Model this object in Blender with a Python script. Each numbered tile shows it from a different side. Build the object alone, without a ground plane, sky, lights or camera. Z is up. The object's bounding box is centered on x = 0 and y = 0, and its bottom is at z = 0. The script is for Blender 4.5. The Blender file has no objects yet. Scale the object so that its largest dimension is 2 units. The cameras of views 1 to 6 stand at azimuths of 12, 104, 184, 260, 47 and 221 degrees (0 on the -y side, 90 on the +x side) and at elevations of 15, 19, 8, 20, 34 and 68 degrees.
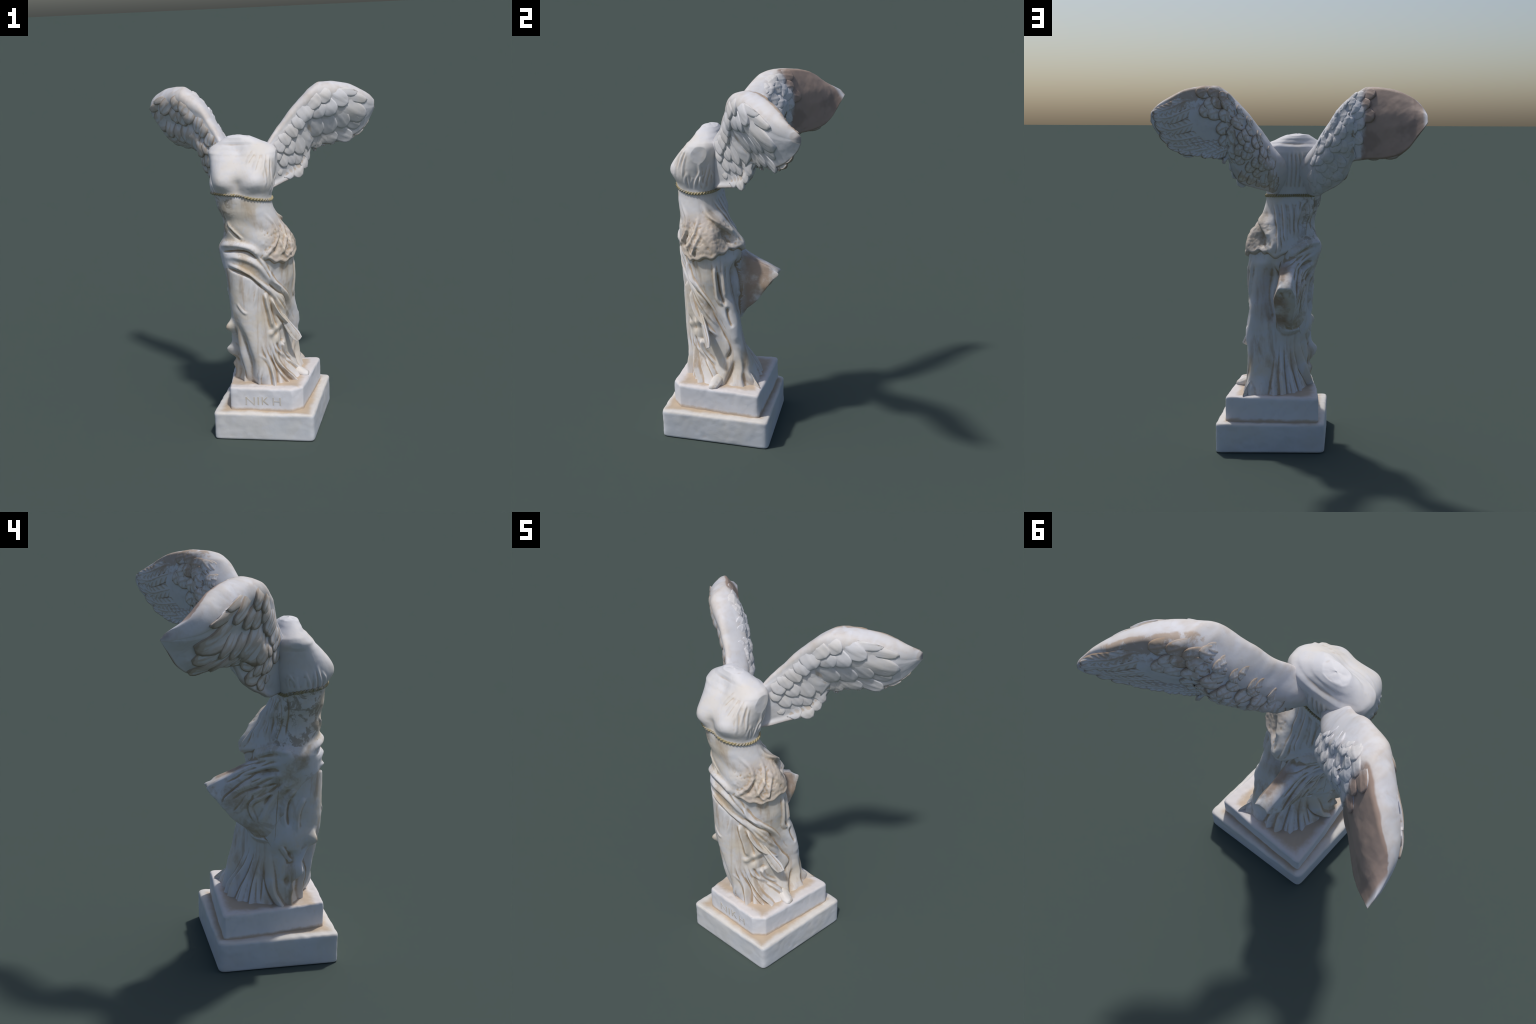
import bpy, math
import numpy as np
from mathutils import noise as mnoise, Vector

RNG = np.random.default_rng(7)

# ------------------------------------------------------------------ helpers
def spline(xs, ys, q):
    """monotone-ish cubic (pchip) through control points"""
    xs = np.asarray(xs, float); ys = np.asarray(ys, float); q = np.clip(q, xs[0], xs[-1])
    h = np.diff(xs); d = np.diff(ys) / h
    m = np.zeros_like(ys); m[0] = d[0]; m[-1] = d[-1]
    for i in range(1, len(xs) - 1):
        if d[i - 1] * d[i] > 0:
            w1 = 2 * h[i] + h[i - 1]; w2 = h[i] + 2 * h[i - 1]
            m[i] = (w1 + w2) / (w1 / d[i - 1] + w2 / d[i])
    k = np.clip(np.searchsorted(xs, q) - 1, 0, len(xs) - 2)
    t = (q - xs[k]) / h[k]
    return ((1 + 2 * t) * (1 - t) ** 2 * ys[k] + t * (1 - t) ** 2 * h[k] * m[k]
            + t * t * (3 - 2 * t) * ys[k + 1] + t * t * (t - 1) * h[k] * m[k + 1])


def smooth(a, b, v):
    t = np.clip((np.asarray(v, float) - a) / (b - a), 0, 1)
    return t * t * (3 - 2 * t)


def curve(points, n):
    """smooth (Catmull-Rom) polyline through n-D control points"""
    P = np.asarray(points, float)
    if len(P) == 2:
        t = np.linspace(0, 1, n)[:, None]
        return P[0] * (1 - t) + P[1] * t
    E = np.vstack([2 * P[0] - P[1], P, 2 * P[-1] - P[-2]])
    u = np.linspace(0, len(P) - 1 - 1e-9, n); k = u.astype(int); t = (u - k)[:, None]
    a, b, c, d = E[k], E[k + 1], E[k + 2], E[k + 3]
    return .5 * (2 * b + (c - a) * t + (2 * a - 5 * b + 4 * c - d) * t ** 2 + (3 * b - a - 3 * c + d) * t ** 3)


def lattice(seed, shape=(23, 23, 23)):
    return np.random.default_rng(seed).random(shape)


def turned(a, b):
    ca, sa, cb, sb = math.cos(a), math.sin(a), math.cos(b), math.sin(b)
    return np.array([[ca, -sa, 0], [sa, ca, 0], [0, 0, 1]]) @ np.array([[1, 0, 0], [0, cb, -sb], [0, sb, cb]])


TURN = [turned(.7, .9), turned(2.1, .5), turned(1.3, 2.2)]


def noise3(P, scale, seed=0, octaves=3):
    """value noise on points (N,3), about -1..1"""
    out = np.zeros(len(P)); amp = 1.0; tot = 0
    for o in range(octaves):
        L = lattice(seed * 31 + o); n = L.shape[0]
        Q = (P @ TURN[o % 3]) * scale * 2 ** o + 11.3 * (o + 1); I = np.floor(Q).astype(int); F = Q - I; F = F * F * (3 - 2 * F)
        v = 0
        for dx in (0, 1):
            for dy in (0, 1):
                for dz in (0, 1):
                    w = (F[:, 0] if dx else 1 - F[:, 0]) * (F[:, 1] if dy else 1 - F[:, 1]) * (F[:, 2] if dz else 1 - F[:, 2])
                    v = v + w * L[(I[:, 0] + dx) % n, (I[:, 1] + dy) % n, (I[:, 2] + dz) % n]
        out += amp * (2 * v - 1); tot += amp; amp *= .5
    return out / tot


def grid_faces(nr, nc, wrap):
    r = np.arange(nr - 1)[:, None]; c = np.arange(nc if wrap else nc - 1)[None, :]
    c2 = (c + 1) % nc
    return np.stack([r * nc + c, r * nc + c2, (r + 1) * nc + c2, (r + 1) * nc + c], -1).reshape(-1, 4)


def make_mesh(name, V, F, mat, extra=(), flip=False):
    me = bpy.data.meshes.new(name)
    faces = [tuple(f[::-1]) if flip else tuple(f) for f in np.asarray(F).tolist()] + [tuple(f) for f in extra]
    me.from_pydata([tuple(v) for v in np.asarray(V, float).tolist()], [], faces)
    me.validate(); me.update()
    me.shade_smooth()
    me.materials.append(mat)
    return me


def add(name, me, parent):
    o = bpy.data.objects.new(name, me)
    bpy.context.scene.collection.objects.link(o)
    o.parent = parent
    return o


def vertex_normals(V, F):
    F = np.asarray(F)
    n = np.cross(V[F[:, 2]] - V[F[:, 0]], V[F[:, 3]] - V[F[:, 1]])
    N = np.zeros_like(V)
    for k in range(4):
        np.add.at(N, F[:, k], n)
    return N / np.maximum(np.linalg.norm(N, axis=1, keepdims=True), 1e-12)


# ---------------------------------------------------------------- materials
class Nodes:
    """small builder for procedural stone"""
    def __init__(self, name, seed):
        self.mat = bpy.data.materials.new(name); self.mat.use_nodes = True
        self.nt = self.mat.node_tree; self.nt.nodes.clear()
        self.tc = self.new("ShaderNodeTexCoord"); self.map = self.new("ShaderNodeMapping")
        self.map.inputs["Location"].default_value = (seed, seed * .7, -seed * .3)
        self.link(self.tc.outputs["Object"], self.map.inputs[0])
        sep = self.new("ShaderNodeSeparateXYZ"); self.link(self.tc.outputs["Object"], sep.inputs[0])
        self.x, self.y, self.z = sep.outputs
        self.geo = self.new("ShaderNodeNewGeometry")

    def new(self, kind): return self.nt.nodes.new(kind)
    def link(self, a, b): self.nt.links.new(a, b)

    def noise(self, scale, detail=4, rough=.55, dist=0, stretch=None):
        n = self.new("ShaderNodeTexNoise"); n.inputs["Scale"].default_value = scale; n.inputs["Detail"].default_value = detail
        n.inputs["Roughness"].default_value = rough; n.inputs["Distortion"].default_value = dist
        src = self.map.outputs[0]
        if stretch:
            m = self.new("ShaderNodeMapping"); m.inputs["Scale"].default_value = stretch; self.link(src, m.inputs[0]); src = m.outputs[0]
        self.link(src, n.inputs["Vector"]); return n.outputs["Fac"]

    def ramp(self, src, lo, hi, a=0.0, c=1.0):
        r = self.new("ShaderNodeMapRange"); r.interpolation_type = "SMOOTHSTEP"
        for i, v in enumerate((lo, hi, a, c)): r.inputs[i + 1].default_value = v
        self.link(src, r.inputs[0]); return r.outputs[0]

    def math(self, op, a, c=0.0, clamp=False):
        n = self.new("ShaderNodeMath"); n.operation = op; n.use_clamp = clamp
        for i, v in enumerate((a, c)):
            if isinstance(v, (int, float)): n.inputs[i].default_value = v
            else: self.link(v, n.inputs[i])
        return n.outputs[0]

    def mul(self, *v):
        out = v[0]
        for k in v[1:]: out = self.math("MULTIPLY", out, k)
        return out

    def mix(self, f, a, c):
        n = self.new("ShaderNodeMix"); n.data_type = "RGBA"
        if isinstance(f, (int, float)): n.inputs[0].default_value = f
        else: self.link(f, n.inputs[0])
        for i, v in ((6, a), (7, c)):
            if isinstance(v, tuple): n.inputs[i].default_value = (*v, 1)
            else: self.link(v, n.inputs[i])
        return n.outputs[2]

    def wander(self, coord, amount, scale=9):
        """a coordinate whose contour lines are ragged"""
        return self.math("ADD", coord, self.mul(self.math("SUBTRACT", self.noise(scale, 5, .65), .5), amount))


WHITE, COOL, CREAM, TAN, BROWN = (.65, .65, .675), (.61, .64, .715), (.63, .57, .48), (.46, .355, .245), (.26, .18, .115)


def marble(name, base=WHITE, cream=CREAM, tan=TAN, brown=BROWN, wash=.35, patches=.5, crease=.6, blotch=0.0, extra=None, seed=0.0,
           streak=None):
    k = Nodes(name, seed)
    b = k.new("ShaderNodeBsdfPrincipled"); out = k.new("ShaderNodeOutputMaterial"); k.link(b.outputs[0], out.inputs[0])
    cloud, blot, fine = k.noise(4.5, 4), k.noise(14, 6, .62, .5), k.noise(55, 4, .6)
    flow = k.noise(10, 5, .6, .3, streak) if streak else blot
    col = k.mix(k.mul(k.ramp(cloud, .36, .66), patches), base, cream)
    col = k.mix(k.mul(k.ramp(blot, .50, .60), .35), col, COOL)
    col = k.mix(k.mul(k.ramp(flow, .50, .72), wash), col, tan)
    # wash settled in the carving's hollows, its tan darkened to paint in baked shade
    hollow = k.ramp(k.geo.outputs["Pointiness"], .4985, .485)
    col = k.mix(k.mul(hollow, k.ramp(blot, .30, .60, .55, 1), crease), col, tan)
    deep = k.ramp(k.geo.outputs["Pointiness"], .478, .44)
    col = k.mix(k.mul(deep, k.ramp(cloud, .3, .6, .4, 1), crease), col, brown)
    if blotch: col = k.mix(k.mul(k.ramp(k.noise(9, 7, .7, .8), .52, .58), blotch), col, tuple(.5 * (p + q) for p, q in zip(tan, brown)))
    if extra: col = extra(k, col, blot)
    col = k.mix(k.mul(k.ramp(fine, .58, .75), .12), col, tan)
    k.link(col, b.inputs["Base Color"])
    b.inputs["Roughness"].default_value = .6; b.inputs["Specular IOR Level"].default_value = .25
    bp = k.new("ShaderNodeBump"); bp.inputs["Strength"].default_value = .15; bp.inputs["Distance"].default_value = .004
    k.link(k.noise(60, 5, .6), bp.inputs["Height"]); k.link(bp.outputs[0], b.inputs["Normal"])
    return k.mat


def slab_dirt(k, col, blot):
    """tan grime on the ledge, thickest against the upper block"""
    dx = k.math("SUBTRACT", k.math("ABSOLUTE", k.math("SUBTRACT", k.x, .105)), .235)
    dy = k.math("SUBTRACT", k.math("ABSOLUTE", k.math("SUBTRACT", k.y, -.13)), .262)
    d = k.wander(k.math("MAXIMUM", dx, dy), .05, 14)
    ledge = k.ramp(k.wander(k.z, .012, 20), .148, .160)
    col = k.mix(k.mul(ledge, .45), col, CREAM)
    return k.mix(k.mul(ledge, k.ramp(d, .040, .0), .85), col, TAN)


def pedestal_dirt(k, col, blot):
    col = k.mix(k.mul(k.ramp(k.wander(k.z, .03, 18), .185, .165), .8), col, TAN)
    top = k.ramp(k.wander(k.z, .010, 20), .288, .300)
    col = k.mix(k.mul(top, .5), col, (.60, .54, .50))
    dx = k.math("SUBTRACT", k.math("ABSOLUTE", k.math("SUBTRACT", k.x, .09)), .19)
    dy = k.math("SUBTRACT", k.math("ABSOLUTE", k.math("SUBTRACT", k.y, -.12)), .205)
    d = k.wander(k.math("MAXIMUM", dx, dy), .07, 12)
    return k.mix(k.mul(top, k.ramp(d, .035, -.005), .8), col, TAN)


def tunic_stains(k, col, blot):
    side = k.ramp(k.wander(k.x, .10, 7), .0, -.09)
    col = k.mix(k.mul(side, k.ramp(k.noise(17, 7, .7, .6), .50, .56), .7), col, (.30, .25, .19))
    hip = k.mul(k.ramp(k.wander(k.x, .08, 8), .12, .19), k.ramp(k.z, 1.32, 1.24))
    col = k.mix(k.mul(hip, .55), col, (.45, .36, .28))
    return k.mix(k.mul(hip, k.ramp(k.noise(22, 6, .7), .52, .60), .6), col, CREAM)


def tail_stains(k, col, blot):
    edge = k.mul(k.ramp(k.wander(k.y, .06, 10), -.05, .02), k.ramp(k.wander(k.x, .05, 12), .0, .04))
    return k.mix(k.mul(edge, k.ramp(k.noise(8, 4), .32, .50), .8), col, (.37, .26, .185))


def wing_stains(k, col, blot):
    # restored outer half of one wing: plain brown plaster behind the white edge
    across = k.wander(k.math("ADD", k.y, k.mul(k.x, .95)), .06, 10)
    ny = k.new("ShaderNodeSeparateXYZ"); k.link(k.geo.outputs["Normal"], ny.inputs[0])      # plaster lies on the rear face only
    back = k.mul(k.ramp(across, -.335, -.325), k.ramp(k.wander(k.x, .10, 9), -.36, -.40), k.ramp(k.x, -.685, -.665), k.ramp(ny.outputs[1], .1, .3))
    col = k.mix(k.mul(back, .9), col, (.36, .255, .20))
    col = k.mix(k.mul(back, k.ramp(k.noise(6, 3), .5, .6), .5), col, (.25, .19, .16))
    # brown scars along the top of the other
    far = k.mul(k.ramp(k.wander(k.x, .06, 9), .33, .37), k.ramp(k.wander(k.math("SUBTRACT", k.y, k.mul(k.x, .95)), .05, 14), -.265, -.250),
                k.ramp(k.z, 1.86, 1.90))
    return k.mix(k.mul(far, k.ramp(blot, .42, .52), .7), col, (.40, .29, .20))


MAT_TORSO = marble("marble_torso", wash=.12, patches=.45, crease=.55, seed=.4)
MAT_TUNIC = marble("marble_tunic", tan=(.43, .33, .22), wash=.6, patches=.8, crease=.9, extra=tunic_stains, seed=1.3, streak=(1, 1, .35))
MAT_SKIRT = marble("marble_skirt", tan=(.42, .315, .21), wash=.75, patches=.85, crease=.9, seed=2.7, streak=(1.4, 1.4, .22))
MAT_MANTLE = marble("marble_mantle", tan=(.41, .315, .205), wash=.75, patches=.8, crease=.9, blotch=.25, seed=3.9, streak=(.8, .8, .6), extra=tail_stains)
MAT_SLAB = marble("marble_slab", base=(.575, .605, .655), wash=.06, patches=.25, crease=.3, extra=slab_dirt, seed=6.2)
MAT_PEDESTAL = marble("marble_pedestal", base=(.66, .675, .73), wash=.05, patches=.15, crease=.3, extra=pedestal_dirt, seed=7.1)
MAT_WING = marble("marble_wing", base=(.645, .655, .70), wash=.2, patches=.3, crease=.35, extra=wing_stains, seed=8.8)
MAT_FEATHER = marble("marble_feather", base=(.645, .655, .70), wash=.18, patches=.4, crease=.6, extra=wing_stains, seed=9.5)
MAT_FRONT_FEATHER = marble("marble_front_feather", base=(.645, .655, .70), wash=.18, patches=.4, crease=.6, seed=9.9)
MAT_CORD = marble("gilded_cord", base=(.36, .31, .19), cream=(.30, .25, .14), tan=(.13, .10, .05), brown=(.05, .035, .015), wash=.7, crease=1, seed=3.3)
MAT_LETTER = marble("letter_stain", base=(.56, .53, .48), cream=(.54, .49, .42), wash=.2, crease=.2)

# ------------------------------------------------------------------ the thing
root = bpy.data.objects.new("winged_statue", None)
bpy.context.scene.collection.objects.link(root)
root["label"] = "headless winged marble goddess in windblown drapery on stepped plinth"
root["category"] = "statue"

# ------------------------------------------------------------------ body loft
# upper body: z, left, right, front, back, centre x, centre y, squareness
LEVELS = [
    (1.30, -.126, .182, -.382, -.125, .03, -.24, 2.1),
    (1.35, -.146, .168, -.386, -.142, .02, -.25, 2.2),
    (1.40, -.156, .163, -.388, -.148, .01, -.25, 2.3),
    (1.45, -.172, .170, -.394, -.142, .00, -.25, 2.4),
    (1.50, -.178, .177, -.398, -.124, .00, -.24, 2.5),
    (1.56, -.176, .185, -.382, -.112, .00, -.23, 2.6),
    (1.62, -.178, .189, -.342, -.108, .00, -.21, 2.8),
    (1.650, -.187, .188, -.318, -.108, .00, -.20, 2.7),
    (1.675, -.178, .178, -.294, -.116, .00, -.20, 2.6),
    (1.695, -.152, .150, -.278, -.137, .00, -.20, 2.4),
    (1.718, -.116, .100, -.267, -.150, -.01, -.21, 2.3),
    (1.738, -.085, .050, -.255, -.165, -.02, -.21, 2.2),
]
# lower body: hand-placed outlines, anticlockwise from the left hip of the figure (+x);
# the weight rests on the forward leg (-x, -y), the other leg trails behind (+x, +y)
OUTLINES = {
    0.28: [(.295, -.085), (.265, .02), (.25, .07), (.18, .10), (.125, .10), (.036, .076), (-.03, .03), (-.07, -.057), (-.095, -.15),
           (-.105, -.205), (-.055, -.265), (.012, -.305), (.083, -.32), (.15, -.33), (.22, -.275), (.275, -.225)],
    0.36: [(.248, -.09), (.248, 0), (.23, .06), (.18, .08), (.12, .072), (.04, .04), (-.02, -.01), (-.055, -.08), (-.085, -.16),
           (-.085, -.21), (-.03, -.26), (-.015, -.325), (.06, -.352), (.12, -.34), (.205, -.27), (.24, -.19)],
    0.45: [(.225, -.08), (.243, -.005), (.222, .048), (.165, .045), (.105, .02), (.04, -.02), (-.01, -.06), (-.05, -.12), (-.085, -.18),
           (-.095, -.225), (-.045, -.27), (-.035, -.33), (.03, -.362), (.10, -.35), (.185, -.26), (.205, -.17)],
    0.55: [(.225, -.09), (.252, -.025), (.232, .022), (.165, .012), (.1, -.02), (.04, -.06), (-.01, -.10), (-.055, -.15), (-.09, -.20),
           (-.098, -.25), (-.06, -.30), (-.045, -.345), (.02, -.378), (.09, -.355), (.185, -.26), (.208, -.17)],
    0.65: [(.23, -.10), (.255, -.045), (.238, 0), (.165, -.012), (.09, -.03), (.03, -.055), (-.03, -.10), (-.08, -.15), (-.10, -.21),
           (-.10, -.27), (-.075, -.33), (-.035, -.375), (.03, -.383), (.10, -.345), (.19, -.26), (.218, -.17)],
    0.75: [(.243, -.10), (.25, -.06), (.225, -.025), (.16, -.03), (.1, -.03), (.03, -.045), (-.04, -.095), (-.078, -.15), (-.096, -.2),
           (-.096, -.28), (-.075, -.345), (-.03, -.382), (.03, -.385), (.10, -.345), (.19, -.26), (.222, -.17)],
    0.85: [(.25, -.11), (.243, -.075), (.21, -.055), (.15, -.045), (.1, -.03), (.03, -.045), (-.04, -.100), (-.080, -.155), (-.102, -.21),
           (-.104, -.28), (-.08, -.345), (-.03, -.382), (.04, -.382), (.11, -.340), (.185, -.265), (.235, -.18)],
    0.95: [(.260, -.12), (.243, -.085), (.195, -.065), (.14, -.06), (.09, -.05), (.02, -.065), (-.05, -.110), (-.092, -.16), (-.116, -.21),
           (-.116, -.28), (-.085, -.345), (-.03, -.382), (.04, -.385), (.11, -.350), (.185, -.285), (.252, -.200)],
}
HIP_OUTLINES = {
    1.03: [(.266, -.12), (.247, -.085), (.19, -.045), (.14, -.015), (.09, -.008), (.02, -.05), (-.05, -.09), (-.105, -.145), (-.138, -.2),
           (-.134, -.28), (-.095, -.345), (-.03, -.382), (.04, -.382), (.12, -.355), (.19, -.31), (.262, -.225)],
    1.10: [(.27, -.13), (.248, -.10), (.185, -.055), (.135, -.012), (.085, 0), (.02, -.06), (-.04, -.10), (-.1, -.135), (-.15, -.18),
           (-.155, -.26), (-.11, -.335), (-.03, -.375), (.05, -.378), (.13, -.358), (.2, -.31), (.268, -.225)],
    1.17: [(.25, -.14), (.22, -.115), (.16, -.075), (.115, -.042), (.07, -.04), (.02, -.085), (-.03, -.12), (-.08, -.15), (-.122, -.19),
           (-.125, -.27), (-.09, -.335), (-.03, -.368), (.05, -.376), (.13, -.355), (.195, -.31), (.250, -.215)],
    1.24: [(.207, -.16), (.185, -.13), (.14, -.098), (.1, -.085), (.06, -.095), (.01, -.12), (-.04, -.145), (-.08, -.17), (-.112, -.21),
           (-.113, -.28), (-.085, -.34), (-.03, -.37), (.04, -.378), (.11, -.358), (.178, -.31), (.21, -.22)],
}
OUTLINES.update(HIP_OUTLINES)
NT, NZ = 600, 540
th = np.linspace(0, 2 * np.pi, NT, endpoint=False)
c, s = np.cos(th), np.sin(th)


def outline_radius(pts, ctr):
    """polar radius of a smooth closed outline about a centre"""
    P = np.asarray(pts, float); P = np.vstack([P[-3:], P, P[:4]])
    Q = curve(P, 40 * len(P)) - ctr
    a = np.unwrap(np.arctan2(Q[:, 1], Q[:, 0])); r = np.hypot(Q[:, 0], Q[:, 1])
    k = np.argsort(a); a, r = a[k], r[k]
    t = a[0] + (th - a[0]) % (2 * np.pi)
    t = np.where(t < a[0] + .6, t + 2 * np.pi, t)
    return np.interp(t, a, r)


def oval_radius(l):
    z, x0, x1, y0, y1, ox, oy, n = l
    a = np.where(c > 0, x1 - ox, ox - x0); b = np.where(s > 0, y1 - oy, oy - y0)
    return (np.abs(c / a) ** n + np.abs(s / b) ** n) ** (-1 / n)


AXIS = [(0.28, .085, -.13), (0.45, .085, -.15), (0.65, .08, -.17), (1.03, .07, -.19), (1.17, .06, -.20), (1.24, .045, -.22)]
AXIS = np.array(AXIS)
rows = []
for z in sorted(OUTLINES):
    ctr = np.array([np.interp(z, AXIS[:, 0], AXIS[:, 1]), np.interp(z, AXIS[:, 0], AXIS[:, 2])])
    rows.append((z, ctr[0], ctr[1], outline_radius(OUTLINES[z], ctr)))
for l in LEVELS:
    rows.append((l[0], l[5], l[6], oval_radius(l)))
LZ = np.array([r[0] for r in rows])
zs = np.linspace(.27, LZ[-1], NZ)
cx = spline(LZ, [r[1] for r in rows], zs)[:, None]; cy = spline(LZ, [r[2] for r in rows], zs)[:, None]
RL = np.array([r[3] for r in rows])
R0 = np.stack([spline(LZ, RL[:, j], zs) for j in range(NT)], 1)
c, s = c[None, :], s[None, :]
Zg = np.repeat(zs[:, None], NT, 1)


# the mantle streams back from the hip: a sheet from the hip to a blunt, cut-off end
STREAM = np.array([(.62, -.085), (.66, -.045), (.705, .005), (.755, .062), (.805, .100), (.845, .130), (.89, .160), (.920, .184), (.938, .165), (.99, .055), (1.025, -.012), (1.08, -.09)])
end_y = spline(STREAM[:, 0], STREAM[:, 1], zs)[:, None]
left_x = spline([.62, .72, .80, .87, .93, 1.08], [.0, -.004, -.020, -.026, -.004, -.035], zs)[:, None]
right_x = spline([.62, .70, .77, .85, .93, 1.08], [.078, .082, .089, .094, .068, .055], zs)[:, None]
ux, uy = np.cos(th)[None, :], np.sin(th)[None, :]
r_end = np.where(uy > .2, (end_y - cy) / np.maximum(uy, .2), 0)
hx, hy = -.094, -.200                                       # where the sheet leaves the hip
nx_, ny_ = (end_y - hy), -(left_x - hx)                     # normal of the sheet's outer face
den = nx_ * ux + ny_ * uy
r_side = np.where(den < -.02, ((hx - cx) * nx_ + (hy - cy) * ny_) / np.minimum(den, -.02), 9)
r_tail = np.minimum(r_end, r_side)
a_right = np.degrees(np.arctan2(end_y - cy, right_x - cx)); deg0 = np.degrees(th)[None, :]
gate = smooth(-3.5, .5, deg0 - a_right) * (1 - smooth(140, 186, deg0)) * smooth(.625, .65, zs)[:, None] * (1 - smooth(1.03, 1.06, zs))[:, None]
gap = r_tail - R0
lift_tail = .5 * (gap + np.sqrt(gap ** 2 + .022 ** 2) - .006) * gate * smooth(-.06, .02, gap)
R0 = R0 + lift_tail


def surface(R):
    return np.stack([cx + R * c, cy + R * s, Zg], -1)


BASE = surface(R0)
DISP = np.zeros_like(R0)


def on_body(theta_deg, z):
    """point on the smooth body at a compass angle and height"""
    u = np.clip((z - zs[0]) / (zs[1] - zs[0]), 0, NZ - 1.001); v = (theta_deg % 360) / 360 * NT
    i, j = int(u), int(v); u -= i; v -= j; j %= NT; k = (j + 1) % NT
    return (BASE[i, j] * (1 - u) + BASE[i + 1, j] * u) * (1 - v) + (BASE[i, k] * (1 - u) + BASE[i + 1, k] * u) * v


def path_distance(P3, margin):
    """distance of each body vertex to a 3-D polyline, limited to a box"""
    lo, hi = P3.min(0) - margin, P3.max(0) + margin
    m = np.all((BASE > lo) & (BASE < hi), -1)
    Q = BASE[m]; best = np.full(len(Q), 9.0); along = np.zeros(len(Q))
    n = len(P3) - 1
    for k in range(n):
        a, b = P3[k], P3[k + 1]; ab = b - a
        t = np.clip(((Q - a) @ ab) / max(ab @ ab, 1e-12), 0, 1)
        d = np.linalg.norm(Q - a - t[:, None] * ab, axis=1)
        u = d < best; best[u] = d[u]; along[u] = (k + t[u]) / n
    return m, best, along


def fold(pts, width, height, taper=.35):
    """a rounded ridge (or, with negative height, a groove) along (angle, height) control points"""
    pts = np.array(pts, float); pts[:, 0] = np.unwrap(pts[:, 0], period=360)
    to_floor = pts[-1, 1] < .37
    if to_floor:
        pts = np.vstack([pts, [pts[-1, 0] + .4 * (pts[-1, 0] - pts[-2, 0]), .27]]); taper = max(taper, .45)
    TZ = curve(pts, 8 * len(pts))
    P3 = np.array([on_body(a, z) for a, z in TZ])
    m, d, t = path_distance(P3, width * 4.2)
    fade = smooth(0, max(taper, .02), t + .01) * (1 if to_floor else smooth(0, max(taper, .02), 1.01 - t))
    shape = np.exp(-(d / width) ** 2)
    if height > 0: shape = 1.12 * shape - .38 * np.exp(-(d / (2.1 * width)) ** 2)        # a ridge pulls hollows beside it
    DISP[m] += height * fade * shape


def bump(x, y, z, r, h):
    d2 = ((BASE - np.array([x, y, z])) ** 2).sum(-1)
    DISP[...] += h * np.exp(-d2 / r ** 2)


# FOLDS
def around(table, wrap=360):
    """value at each body angle from (angle, value) control points"""
    t = np.array(sorted(table), float); a = np.concatenate([t[-2:, 0] - 360, t[:, 0], t[:2, 0] + 360])
    v = np.concatenate([t[-2:, 1], t[:, 1], t[:2, 1]])
    return spline(a, v, np.degrees(th))[None, :]


# hem of the tunic's overfold: the cloth below it lies deeper
HEM = [(289, 1.072), (309, 1.045), (328, 1.030), (345, 1.035), (0, 1.055), (12, 1.058), (27, 1.074), (55, 1.092), (75, 1.078), (85, 1.066), (106, 1.10)]
hem_z = around(HEM) + .006 * np.sin(np.radians(th * 180 / np.pi * 17))[None, :]
deg = np.degrees(th)[None, :]
hem_on = np.where(deg > 180, smooth(285, 300, deg), 1 - smooth(98, 108, deg))
DISP -= hem_on * .014 * (1 - smooth(-.007, .007, Zg - hem_z)) * smooth(-.16, -.02, Zg - hem_z)
DISP += hem_on * .006 * np.exp(-((Zg - hem_z - .012) / .014) ** 2)
# breasts, navel, knee, hip
bump(.085, -.375, 1.515, .055, .028)
bump(-.085, -.385, 1.520, .060, .026)
bump(.0, -.395, 1.50, .030, -.012)
bump(.00, -.385, 1.462, .035, -.014)
bump(.0, -.30, 1.63, .06, -.008)
bump(-.09, -.37, 1.43, .045, -.008)
bump(-.04, -.27, 1.66, .075, -.012)
bump(.03, -.365, 1.27, .05, -.006)
bump(.10, -.37, 1.17, .05, .008)
bump(.15, -.33, 1.50, .06, .014)
bump(.14, -.34, 1.62, .05, .010)
bump(.19, -.21, 1.615, .06, .012)
bump(-.19, -.22, 1.615, .06, .008)
for a0, z0, a1, z1 in ((318, 1.665, 300, 1.56), (325, 1.66, 315, 1.54), (331, 1.65, 328, 1.52), (312, 1.67, 288, 1.60), (336, 1.63, 338, 1.46), (320, 1.60, 322, 1.47)):
    fold([(a0, z0), ((a0 + a1) / 2, (z0 + z1) / 2 + .005), (a1, z1)], .008, .006, .3)
for a0 in (75, 88, 100, 113):
    fold([(a0, 1.66), (a0 + 3, 1.55), (a0 - 2, 1.43)], .009, .009, .2)
side_rng = np.random.default_rng(17)
for start, count, step in ((343, 11, 6.5), (158, 9, 7.0)):
    for k in range(count):
        j = side_rng.normal(0, 1, 5); a0 = start + step * k + 2.0 * j[0]
        fold([(a0 + 5 * j[1], 1.535 + .025 * j[2]), (a0 + 2 * j[3], 1.475), (a0 - 2 * j[1], 1.412)], .007 + .0012 * abs(j[4]), .0055 + .002 * j[2], .35)
bump(.150, -.318, .612, .020, .016)
bump(.172, -.290, .600, .022, -.012)
# fluttering edge beside the forward leg
fold([(224, .76), (222, .66), (214, .57), (206, .475), (203, .40), (205, .345)], .015, .022, .3)
for z0, a0, w0, h0 in ((.665, 222, .028, .026), (.640, 221, .024, .020), (.500, 208, .030, .034), (.465, 205, .034, .034), (.385, 203, .03, .010)):
    p = on_body(a0, z0); bump(p[0], p[1], p[2], w0, h0)
fold([(232, .70), (228, .60), (222, .50), (222, .38)], .020, -.016, .3)
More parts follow.
